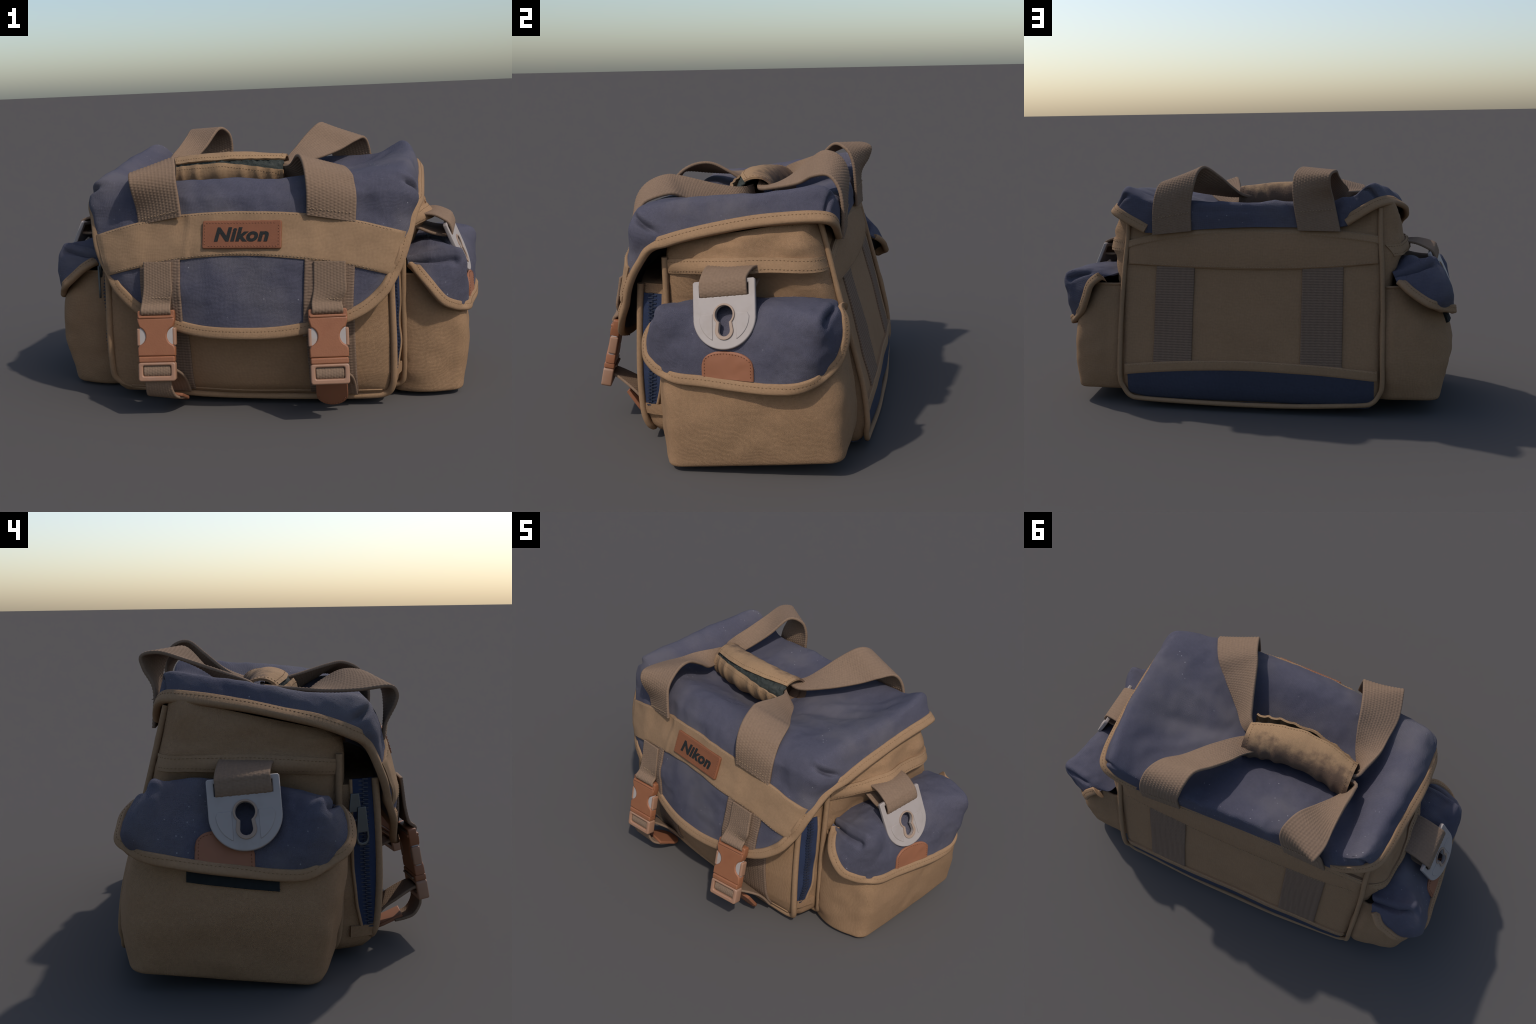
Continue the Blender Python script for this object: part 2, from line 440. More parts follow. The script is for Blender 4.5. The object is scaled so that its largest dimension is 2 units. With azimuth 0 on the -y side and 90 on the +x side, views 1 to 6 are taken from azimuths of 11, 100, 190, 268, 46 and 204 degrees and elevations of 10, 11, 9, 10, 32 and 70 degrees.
# back: draped panels
def xz_grid(x0, x1, zb, zt, nx, nzz):
    xs = np.linspace(x0, x1, nx); Gd = np.zeros((nzz, nx, 3))
    for j, x in enumerate(xs):
        b, t = zb(x), zt(x)
        Gd[:, j, 0] = x; Gd[:, j, 2] = np.linspace(b, t, nzz)
    return Gd
def arc(zmid, zl, zr, half=.63):
    """arched edge: height mid, at -x end, at +x end"""
    return lambda x: zmid + (np.where(x > 0, zr, zl) - zmid) * (np.abs(x) / half) ** 2
def back_piece(name, x0, x1, zb, zt, off, mat, nx=60, nzz=24, th=.006, puff=0.):
    Gd = drape(body_bvh, xz_grid(x0, x1, zb, zt, nx, nzz), (0, -1, 0), off)
    Gd[:, :, 1] = smooth_grid(Gd)[:, :, 1]
    if puff:
        u = np.linspace(0, 1, nzz)[:, None]; v = np.linspace(0, 1, nx)[None]
        Gd[:, :, 1] += puff * np.sin(np.pi * u) * np.sin(np.pi * v) ** .5
    N = outward(Gd, grid_normals(Gd), (0, 1, 0))
    top = Gd.copy(); e = np.ones(Gd.shape[:2]); e[0] = e[-1] = .35; e[:, 0] = e[:, -1] = .35
    o = mesh_obj(name, *slab(top + N * (th * e)[:, :, None], Gd - N * .012), mat, body)
    return Gd, N
tape_lo, tape_hi = arc(.862, .815, .783), arc(.905, .852, .818)
seam = arc(.687, .722, .702)
low_hi, low_lo = arc(.256, .222, .216), arc(.208, .174, .164)
back_piece('back_pocket', -.628, .628, seam, lambda x: tape_lo(x) + .012, .004, TAN, 80, 30, .008, .008)
g1, n1 = back_piece('edge_tape', -.63, .63, tape_lo, tape_hi, .012, TAN_TAPE, 90, 8, .006)
stit += stitch_row(g1[1] + n1[1] * .006, n1[1]) + stitch_row(g1[-2] + n1[-2] * .006, n1[-2])
g1, n1 = back_piece('edge_tape', -.63, .63, low_lo, low_hi, .008, TAN_TAPE, 90, 8, .006)
stit += stitch_row(g1[-2] + n1[-2] * .006, n1[-2])
back_piece('base_wrap', -.615, .615, lambda x: .05 + .02 * max(0, abs(x) - .52) / .1, lambda x: low_lo(x) + .01, .004, BLUE_DEEP, 90, 20, .005)
G1 = drape(body_bvh, xz_grid(-.6, .6, lambda x: seam(x) + .012, lambda x: seam(x) + .02, 90, 2), (0, -1, 0), .017)
stit += stitch_row(G1[0], A((0, 1, .1)))
for x0, x1 in [(-.462, -.262), (.28, .477)]:
    Gd = drape(body_bvh, xz_grid(x0, x1, lambda x: low_hi(x) - .012, lambda x: seam(x) + .008, 40, 150), (0, -1, 0), .003)
    Gd[:, :, 1] = smooth_grid(Gd)[:, :, 1]
    mesh_obj('webbing_strip', *webbing_drape(Gd, .004, (0, 1, 0)), WEB_FLAT, body, sharp=None)
stitching(stit, body)

# side seam tapes with the strap anchor, both sides
for sg in (1, -1):
    st = []
    ys = np.linspace(-.215, .445, 60); Gd = np.zeros((6, 60, 3))
    for i in range(6):
        for j, y in enumerate(ys):
            Gd[i, j] = (0, y, (.738 if sg > 0 else .725) + .055 * i / 5 + .02 * math.sin((y + .2) * 4) + .03 * (y + .2) * (.6 if sg > 0 else .9))
    Gd = drape(body_bvh, Gd, (-sg, 0, 0), .002); Gd[:, :, 0] = smooth_grid(Gd, 3)[:, :, 0]
    N = outward(Gd, grid_normals(Gd), (sg, 0, 0))
    tp = mesh_obj('seam_tape', *slab(Gd + N * .007, Gd - N * .01), TAN_TAPE, body)
    st += stitch_row(Gd[1] + N[1] * .007, N[1]) + stitch_row(Gd[-2] + N[-2] * .007, N[-2])
    stitching(st, tp, THREAD_D)

# ------------------------------------------------------------------ front pocket
def fp_section(z, n=120):
    hx = np.interp(z, [.035, .07, .15, .4, .7], [.575, .60, .612, .612, .60])
    yf = np.interp(z, [.035, .07, .15, .3, .5, .68], [-.315, -.345, -.362, -.368, -.365, -.35])
    o = even(A([(p[0], p[1], z) for p in rrect(2 * hx, -.18 - yf, .03, 0, (yf - .18) / 2, 8)]), n, True)
    for p in o:
        if p[1] < yf + .02:
            bul = (1 - (abs(p[0]) / hx) ** 2.5) * np.interp(p[0], [-.6, -.42, -.1, .15, .6], [.2, .45, .95, 1.1, 1.1])
            p[1] -= bul * np.interp(z, [.035, .1, .3, .5, .68], [.010, .055, .080, .085, .07])
            p[1] += .012 * nz((p[0], 0, z), 5, 4.) * bul
        if abs(p[0]) > hx - .015 and p[1] > yf + .03:
            sg = 1 if p[0] > 0 else -1
            p[0] += sg * (.035 if sg > 0 else .045) * (p[1] - yf) / .19 + sg * .01 * nz((0, p[1], z), 9, sg)
        if p[0] < -.3: p[0] -= .032 * min(1, (-.3 - p[0]) / .25)
    return o
zf = np.linspace(.038, .68, 50); G = A([fp_section(z) for z in zf]); r, c, _ = G.shape
F = []
for i in range(r - 1):
    for j in range(c): F.append((i * c + j, i * c + (j + 1) % c, (i + 1) * c + (j + 1) % c, (i + 1) * c + j))
F += [tuple(range(c)), tuple(range((r - 1) * c, r * c))]
fpocket = mesh_obj('front_pocket', G.reshape(-1, 3), F, TAN, root, sharp=60)
fp_bvh = bvh_of(fpocket)
half = [(.606, -.352, .68), (.607, -.362, .5), (.613, -.368, .3), (.612, -.362, .15), (.603, -.35, .085), (.575, -.335, .05), (.5, -.34, .040)]
cord(half + [(.25, -.352, .036), (0, -.356, .036), (-.25, -.352, .04)] + [(-p[0] - .028 * (p[2] > .06), p[1] + .004, p[2] + .02) for p in half[::-1]], 220, .0145, fpocket)
half = [(.655, -.232, .80), (.652, -.232, .6), (.652, -.236, .4), (.655, -.236, .2), (.65, -.228, .1), (.632, -.215, .06), (.58, -.21, .045)]
for sg in (1, -1): cord([(sg * p[0] - (.03 if sg < 0 else 0), p[1] + (.025 if sg < 0 else 0), p[2]) for p in half], 90, .0135, fpocket)
# lower front tape
Gd = drape(fp_bvh, xz_grid(-.56, .56, lambda x: .045, lambda x: .072, 80, 5), (0, 1, 0), .002)
N = outward(Gd, grid_normals(Gd), (0, -1, 0)); mesh_obj('edge_tape', *slab(Gd + N * .004, Gd - N * .01), TAN_TAPE, fpocket)

# side zippers on the gusset of the front pocket
def zipper(sg):
    z0, z1 = (.165, .64) if sg > 0 else (.135, .70)
    n = 70; zz = np.linspace(z0, z1, n)
    Gd = np.zeros((n, 9, 3))
    for i, z in enumerate(zz):
        t = (z - z0) / (z1 - z0)
        yc = np.interp(t, [0, .2, .5, 1], [-.322, -.312, -.304, -.298]); w = np.interp(t, [0, .15, .4, 1], [.026, .038, .046, .046])
        for j in range(9): Gd[i, j] = (0, yc + (j - 4) / 4 * w, z)
    Gd = drape(fp_bvh, Gd, (-sg, 0, 0), .004); Gd[:, :, 0] = smooth_grid(Gd, 3)[:, :, 0]
    N = outward(Gd, grid_normals(Gd), (sg, 0, 0))
    zo = mesh_obj('zipper', *slab(Gd + N * .003, Gd - N * .01), ZIP_TAPE, fpocket)
    parts = []; C = even(Gd[:, 4] + N[:, 4] * .004, int((z1 - z0) / .0075))
    for k, p in enumerate(C):
        s = (1 if k % 2 else -1) * .0075
        w, h, d = .010, .0024, .005
        cx = p + A((0, s, 0))
        V = [cx + A((a * d, b * w, e * h)) for a in (-1, 1) for b in (-1, 1) for e in (-1, 1)]
        parts.append((V, [(0, 1, 3, 2), (4, 6, 7, 5), (0, 4, 5, 1), (2, 3, 7, 6), (0, 2, 6, 4), (1, 5, 7, 3)]))
    te = mesh_obj('zipper_teeth', *merge(parts), ZIP_TEETH, zo, smooth=False); te['kind'] = 'stuff'
    # bound ends and edges of the opening
    for jj in (8,):
        E = even(Gd[:, jj] + N[:, jj] * .003, 80)
        mesh_obj('zipper_welt', *tube(E, .006, seg=8), TAN_TAPE, zo)
    Gb = np.zeros((5, 12, 3))
    for i in range(5):
        for j in range(12): Gb[i, j] = (0, -.348 + .095 * j / 11, z0 - .04 + .045 * i / 4)
    Gb = drape(fp_bvh, Gb, (-sg, 0, 0), .009); Nb = outward(Gb, grid_normals(Gb), (sg, 0, 0))
    mesh_obj('zipper_end', *slab(Gb + Nb * .004, Gb - Nb * .012), TAN, zo)
    return zo, Gd, N
zr = zipper(1); zl = zipper(-1)
# two pull tabs at the -x side
def pull(o, down, nrm, L, parent):
    o, down, nrm = A(o, float), A(down, float), A(nrm, float)
    pl = framing(o, np.cross(nrm, down) * -1, -down)
    out = [(-.016, 0), (.016, 0), (.024, -L * .62), (.027, -L * .8), (.022, -L * .94), (.010, -L), (-.010, -L), (-.022, -L * .94), (-.027, -L * .8), (-.024, -L * .62)]
    hole = [(-.017, -L * .66), (.017, -L * .66), (.019, -L * .8), (.014, -L * .9), (0, -L * .93), (-.014, -L * .9), (-.019, -L * .8)]
    t = flat_plate('zipper_pull', [out, hole], .010, .003, METAL, pl, parent)
pull((-.700, -.262, .655), (.0, -.02, -1), (-1, -.25, 0), .105, zl[0])
pull((-.700, -.288, .605), (.0, -.035, -1), (-1, -.35, 0), .145, zl[0])

# ------------------------------------------------------------------ lid
def param_fold(P, N, R, C, row, col, width, depth, along):
    """crease in patch parameters: along='row' runs over rows r0..r1 at a fixed column, 'col' the other way"""
    ri = np.linspace(0, R - 1, P.shape[0])[:, None]; ci = np.linspace(0, C - 1, P.shape[1])[None]
    if along == 'row': t, d, (a, b) = ri, ci - col, row
    else: t, d, (a, b) = ci, ri - row, col
    fade = 1 / (1 + np.exp(-(t - a) / .06)) / (1 + np.exp((t - b) / .06))
    return P - N * (depth * fade * np.exp(-(d / width) ** 2))[:, :, None]
LID = [
 # front hem
 [(-.632,-.400,.605),(-.560,-.430,.505),(-.44,-.450,.412),(-.22,-.508,.352),(0,-.545,.345),(.21,-.534,.358),(.44,-.496,.412),(.565,-.455,.488),(.635,-.405,.590)],
 [(-.678,-.362,.715),(-.610,-.420,.620),(-.44,-.458,.60),(-.2,-.500,.57),(0,-.512,.560),(.22,-.518,.57),(.44,-.480,.60),(.612,-.424,.620),(.682,-.360,.715)],
 [(-.702,-.305,.825),(-.655,-.368,.800),(-.46,-.405,.82),(-.2,-.434,.84),(0,-.442,.835),(.22,-.446,.84),(.46,-.424,.82),(.662,-.372,.800),(.712,-.280,.830)],
 [(-.735,-.225,.872),(-.688,-.335,.915),(-.47,-.370,.930),(-.2,-.398,.935),(0,-.405,.935),(.22,-.405,.940),(.46,-.400,.940),(.695,-.355,.920),(.726,-.205,.858)],
 [(-.740,-.140,.905),(-.660,-.280,1.004),(-.46,-.28,.985),(-.2,-.290,.986),(0,-.290,.989),(.22,-.290,.992),(.46,-.285,1.004),(.672,-.290,1.002),(.730,-.120,.884)],
 [(-.740,-.010,.940),(-.640,-.06,1.025),(-.45,-.05,.918),(-.2,-.035,.893),(0,-.035,.893),(.22,-.045,.925),(.45,-.06,.988),(.672,-.06,1.046),(.730,.010,.914)],
 [(-.716,.150,.972),(-.626,.17,1.070),(-.45,.20,.962),(-.2,.22,.966),(0,.22,.968),(.22,.22,.972),(.45,.20,.982),(.672,.17,1.066),(.728,.165,.942)],
 [(-.680,.368,.998),(-.598,.400,1.108),(-.45,.405,1.024),(-.2,.412,1.012),(0,.415,1.014),(.22,.415,1.014),(.48,.410,1.020),(.648,.398,1.086),(.722,.350,.958)],
 [(-.612,.442,.985),(-.535,.448,1.035),(-.42,.448,.970),(-.2,.450,.960),(0,.450,.962),(.22,.450,.960),(.44,.452,.972),(.606,.454,1.000),(.688,.440,.945)],
 [(-.475,.468,.905),(-.43,.464,.895),(-.35,.458,.892),(-.2,.455,.892),(0,.455,.892),(.2,.453,.882),(.4,.450,.868),(.47,.452,.860),(.535,.455,.862)],
]
P = patch(LID, 190, 210); N = grid_normals(P); N = outward(P, N, (0, 0, 1))
# folds and creases: grooves (line a-b, width, depth) pressed into the cloth; negative depth raises a ridge
FOLDS = [         ((.25,.05,.94),(.60,.12,1.02),.035,.010), ((.25,-.02,.945),(.62,-.10,1.02),.03,-.008),
         ((.28,.12,.945),(.55,.30,1.03),.03,-.006), ((-.40,.05,.955),(-.52,.40,1.03),.05,.014),
         ((-.17,.43,.945),(-.10,.40,1.01),.03,-.010), ((.19,.40,1.02),(.25,.45,.95),.03,.010), ((.1,-.43,.9),(.3,-.38,.96),.04,.006),
         ((-.30,-.43,.93),(-.26,-.46,.80),.03,.012), ((.53,-.40,.92),(.50,-.42,.83),.04,.010),
         ((-.48,.447,.99),(-.45,.40,1.035),.03,-.010), ((.30,-.475,.45),(.22,-.48,.62),.03,.006), ((.26,-.475,.48),(.18,-.48,.42),.02,.005)]
flat = P.reshape(-1, 3)
for a, b, w, dep in FOLDS:
    a, b = A(a), A(b); ab = b - a; t = np.clip(((flat - a) @ ab) / ab.dot(ab), 0, 1)
    dist = np.linalg.norm(flat - (a + t[:, None] * ab), axis=1)
    fade = np.sin(np.pi * np.clip(t * .8 + .15, 0, 1)) ** .5
    P -= N * (1.4 * dep * fade * np.exp(-(dist / w) ** 2)).reshape(P.shape[0], P.shape[1], 1)
for row, col, w, dep in [(3.45, (6.95, 7.5), .12, .030), (3.75, (6.8, 7.5), .16, -.010), (3.45, (.5, 1.05), .12, .026), (3.75, (.5, 1.2), .16, -.008),
                         (7.55, (6.95, 7.7), .12, .022), (7.55, (.3, 1.05), .12, .022)]:
    P = param_fold(P, N, 10, 9, row, col, w, dep, 'col')
P = crumple(P, N, [(.010, 3.5), (.006, 9), (.003, 22)], 1.3, 14)
N = outward(P, grid_normals(P), (0, 0, 1))
lid = mesh_obj('lid', *slab(P, P - N * .010), BLUE, root, sharp=70)
lid_bvh = bvh_of(lid)

# binding tape wrapped round a cloth edge
def binding(P, N, sides, w, th, parent, mat=TAN_TAPE, n=420, name='edge_binding', inset=.006):
    """sides: list of border lines as (slice point array, inward point array, normal array) in order"""
    e = np.concatenate([s[0] for s in sides]); q = np.concatenate([s[1] for s in sides]); nn = np.concatenate([s[2] for s in sides])
    keep = np.concatenate([[True], np.linalg.norm(np.diff(e, axis=0), axis=1) > 1e-5]); e, q, nn = e[keep], q[keep], nn[keep]
    d = np.concatenate([[0], np.cumsum(np.linalg.norm(np.diff(e, axis=0), axis=1))]); s = np.linspace(0, d[-1], n)
    f = lambda X: np.stack([np.interp(s, d, X[:, k]) for k in range(3)], 1)
    e, q, nn = f(e), f(q), f(nn)
    ker = np.hanning(13); ker /= ker.sum()
    sm = lambda X: np.stack([np.convolve(np.pad(X[:, k], 6, mode='edge'), ker, 'valid') for k in range(3)], 1)
    e = sm(e); T = np.gradient(e, axis=0); T /= np.linalg.norm(T, axis=1, keepdims=True)
    nn = sm(nn); nn -= T * (nn * T).sum(1)[:, None]; nn /= np.linalg.norm(nn, axis=1, keepdims=True)
    inn = sm(q - e); sgn = np.sign((np.cross(nn, T) * inn).sum(1)); sgn = 1 if np.median(sgn) > 0 else -1
    I = np.cross(nn, T) * sgn
    C = e + I * (w / 2 - inset) + nn * .001
    # rounded outer rim, thin inner margin
    prof = [(-w * .5, 0), (-w * .47, th * .75), (-w * .36, th * 1.15), (-w * .2, th * 1.15), (w * .05, th * 1.05), (w * .17, th * .86), (w * .42, th * .82), (w * .5, th * .5),
            (w * .5, -th * .4), (w * .2, -th), (-w * .2, -th * 1.1), (-w * .36, -th * 1.1), (-w * .47, -th * .7)]
    V, F = sweep(C, prof, I, nn)
    o = mesh_obj(name, V, F, mat, parent, sharp=55)
    stitching(stitch_row(C + I * w * .18 + nn * th * .86, nn, .009, .006), o, THREAD_D)
    return o
k = 8
binding(P, N, [(P[::-1, 0], P[::-1, k], N[::-1, 0]), (P[0], P[k], N[0]), (P[:, -1], P[:, -1 - k], N[:, -1])], .050, .0125, lid, n=700)

# band across the front of the lid
def lid_piece(name, x0, x1, zb, zt, nx, nzz, th, mat, parent, off=.002, sm=3):
    Gd = drape(lid_bvh, xz_grid(x0, x1, zb, zt, nx, nzz), (0, 1, 0), off)
    Gd[:, :, 1] = smooth_grid(Gd, sm)[:, :, 1]
    Nn = outward(Gd, grid_normals(Gd), (0, -1, 0))
    e = np.ones(Gd.shape[:2]); e[0] = e[-1] = .4
    o = mesh_obj(name, *slab(Gd + Nn * (th * e)[:, :, None], Gd - Nn * .008), mat, parent, sharp=50)
    return o, Gd, Nn
band_b = lambda x: .684 - .095 * (abs(x) / .607) ** 2.0
band_t = lambda x: .862 - .100 * (abs(x) / .66) ** 2.3
xs = np.linspace(-1, 1, 130); Gd = np.zeros((26, 130, 3))
for j, s in enumerate(xs):
    for i in range(26):
        t = i / 25; x = s * (.612 + .058 * t)
        Gd[i, j] = (x, 0, band_b(x) * (1 - t) + band_t(x) * t)
Gd = drape(lid_bvh, Gd, (0, 1, 0), .003); Gd[:, :, 1] = smooth_grid(Gd, 3)[:, :, 1]
for i in range(26):
    for j in range(130):
        x, y, z = Gd[i, j]
        Gd[i, j, 1] -= .004 * math.exp(-((x + .235 - .10 * (z - .77)) / .012) ** 2) + .005 * math.exp(-((x - .30) / .03) ** 2) + .006 * math.exp(-((x + .47) / .05) ** 2)
NB = outward(Gd, grid_normals(Gd), (0, -1, 0)); e = np.ones(Gd.shape[:2]); e[0] = e[-1] = .4; e[:, :2] = e[:, -2:] = .5
band = mesh_obj('front_band', *slab(Gd + NB * (.007 * e)[:, :, None], Gd - NB * .010), cloth('band_canvas', (.33, .205, .116), 950, .08, .35, stain=(.25, .15, .085), weave_mix=.35), lid, sharp=50)
stitching(stitch_row((Gd[1] + NB[1] * .007)[5:-5], NB[1][5:-5]) + stitch_row((Gd[-2] + NB[-2] * .007)[5:-5], NB[-2][5:-5]), band)
band_bvh = bvh_of(band)

# wide webbing under the closing straps, lid part and pocket part
def lid_hem(x): return np.interp(abs(x), [0, .24, .44, .56], [.345, .36, .42, .50])
for x0, x1, xb0, xb1 in [(-.452, -.270, -.450, -.266), (.262, .464, .250, .452)]:
    g = np.zeros((110, 40, 3))
    for i in range(110):
        for j in range(40):
            t = i / 109; w = j / 39
            xx = (x0 + (x1 - x0) * w) * (1 - t) + (xb0 + (xb1 - xb0) * w) * t
            zt, zb = band_b(xx) + .012, lid_hem(xx) - .012
            g[i, j] = (xx, 0, zt + (zb - zt) * t)
    g = drape(lid_bvh, g, (0, 1, 0), .003); g[:, :, 1] = smooth_grid(g, 3)[:, :, 1]
    mesh_obj('webbing_strip', *webbing_drape(g, .005, (0, -1, 0), 13, .0125), WEB_FLAT, lid, sharp=None)
    g = np.zeros((110, 40, 3))
    for i in range(110):
        for j in range(40): g[i, j] = (xb0 + (xb1 - xb0) * j / 39 + .008 * i / 109, 0, .47 - .405 * i / 109)
    g = drape(fp_bvh, g, (0, 1, 0), .003); g[:, :, 1] = smooth_grid(g, 3)[:, :, 1]
    mesh_obj('webbing_strip', *webbing_drape(g, .005, (0, -1, 0), 13, .0125), WEB_FLAT, fpocket, sharp=None)

# ------------------------------------------------------------------ leather label with lettering
lab = drape(band_bvh, A([[[-.15, 0, .72], [.15, 0, .72]], [[-.15, 0, .82], [.15, 0, .82]], [[0, 0, .77], [0, 0, .77]]], float), (0, 1, 0), 0)
y_l, y_r, y_b, y_t, y_c = lab[:2, 0, 1].mean(), lab[:2, 1, 1].mean(), lab[0, :, 1].mean(), lab[1, :, 1].mean(), lab[2, 0, 1]
lp = framing((.001, y_c - .005, .770), (1, (y_r - y_l) / .3, 0), (0, (y_t - y_b) / .1, 1))
bow = ((y_l + y_r) / 2 - y_c) / .15 ** 2
def curved(u, v, w):   # follow the slight bow of the lid front
    p = lp(u, v, w); p[1] += bow * u * u; return p
out = rrect(.336, .118, .008, 0, 0, 5)
fine = []
for i in range(len(out)):
    a, b = A(out[i]), A(out[(i + 1) % len(out)]); m = max(1, int(np.linalg.norm(b - a) / .02))
    fine += [tuple(a + (b - a) * q / m) for q in range(m)]
label = flat_plate('leather_patch', [fine], .014, .004, LEATHER, lambda u, v, w: curved(u, v, w - .001), root)
bm = bmesh.new(); bm.from_mesh(label.data); bmesh.ops.triangulate(bm, faces=[f for f in bm.faces if len(f.verts) > 4]); bm.to_mesh(label.data); bm.free()
st = []
for u0, v0, u1, v1 in [(-.155, .048, .155, .048), (.157, .046, .157, -.046), (.155, -.048, -.155, -.048), (-.157, -.046, -.157, .046)]:
    L = A([curved(u0 + (u1 - u0) * q, v0 + (v1 - v0) * q, .0065) for q in np.linspace(0, 1, 20)])
    st += stitch_row(L, A((0, -1, .15)), .008, .005, .0015)
stitching(st, label, LEATHER2)
tc = bpy.data.curves.new('lettering', 'FONT'); tc.body = 'Nikon'; tc.size = .105; tc.shear = .22; tc.offset = .0042; tc.extrude = .0015
tc.align_x = 'CENTER'; tc.align_y = 'CENTER'; tc.space_character = 1.06
to = bpy.data.objects.new('lettering', tc); COL.objects.link(to)
dg = bpy.context.evaluated_depsgraph_get(); me = bpy.data.meshes.new_from_object(to.evaluated_get(dg))
co = A([v.co for v in me.vertices]); cx = (co[:, 0].max() + co[:, 0].min()) / 2; cy = (co[:, 1].max() + co[:, 1].min()) / 2
sx = .232 / np.ptp(co[:, 0]); sy = .060 / np.ptp(co[:, 1])
V = [curved((p[0] - cx) * sx, (p[1] - cy) * sy, .0068 + p[2]) for p in co]
F = [tuple(p.vertices) for p in me.polygons]
bpy.data.objects.remove(to); bpy.data.curves.remove(tc)
mesh_obj('lettering', V, F, INK, label, smooth=False)

# ------------------------------------------------------------------ closing straps and buckles
def circle(cx, cy, r, a0, a1, n=10):
    return [(cx + r * math.cos(math.radians(a)), cy + r * math.sin(math.radians(a))) for a in np.linspace(a0, a1, n)]
def buckle(top, bot, ux, x_band):
    """side-release buckle: `top`,`bot` centre of upper and lower edge"""
    top, bot = A(top, float), A(bot, float); H = np.linalg.norm(top - bot); W = .158; hw = W / 2
    pl = framing((top + bot) / 2, ux, top - bot); h = H / 2
    notch = .030
    # female half: body with side notches
    yb, yt = -h + .36 * H, h - .10 * H
    yc = (yb + yt) / 2 + .004
    out = [(-hw, yb), (hw, yb), (hw, yb + .035)] + circle(hw + .006, yc, .040, 250, 110, 10) + [(hw, yt - .012), (hw, yt), (-hw, yt), (-hw, yt - .012)] + circle(-hw - .006, yc, .040, 70, -70, 10) + [(-hw, yb + .035)]
    bk = flat_plate('buckle', [out], .042, .006, BUCKLE, lambda u, v, w: pl(u, v, w), root)
    # upper bar with slot
    fr = flat_plate('strap_bar', [rrect(W, .040, .008, 0, h - .018), rrect(W - .036, .018, .004, 0, h - .012)], .034, .004, BUCKLE, lambda u, v, w: pl(u, v, w - .003), bk)
    flat_plate('strap_bar', [rrect(W - .01, .012, .004, 0, yt + .004)], .048, .004, BUCKLE, lambda u, v, w: pl(u, v, w - .001), bk)
    # pale prongs showing in the notches
    for s in (-1, 1):
        flat_plate('prong', [[(s * (hw - .002 - q[0]), q[1]) for q in [(.0, yc - .048), (.045, yc - .05), (.045, yc + .045), (.010, yc + .045), (-.0, yc + .02)]]], .030, .008, PRONG, lambda u, v, w: pl(u, v, w), bk)
        flat_plate('prong', [rrect(.016, .075, .006, s * (hw - .004), yc - .004)], .036, .006, BUCKLE2, lambda u, v, w: pl(u, v, w - .002), bk)
    # shoulder ribs of the male half
    flat_plate('shoulder', [rrect(W - .004, .026, .006, 0, yb - .014)], .046, .006, BUCKLE, lambda u, v, w: pl(u, v, w), bk)
    # lower ladder frame
    fy0, fy1 = -h, yb - .026
    lf = flat_plate('ladder_frame', [rrect(W, fy1 - fy0, .012, 0, (fy0 + fy1) / 2), rrect(W - .040, (fy1 - fy0) - .036, .006, 0, (fy0 + fy1) / 2 + .004)], .046, .006, BUCKLE2, lambda u, v, w: pl(u, v, w), bk)
    # webbing over the ladder bar
    yy = (fy0 + fy1) / 2
    cs = [(.052, -.030), (.030, .004), (.008, .014), (-.014, .010), (-.034, -.016)]
    E0 = [pl(-(hw - .022), yy + a, b) for a, b in cs]; E1 = [pl(hw - .022, yy + a, b) for a, b in cs]
    mesh_obj('strap_loop', *webbing_mesh(E0, E1, None, .006, 10, .0115, .002), WEB, bk, sharp=None)
    return bk, pl, h
STR = []
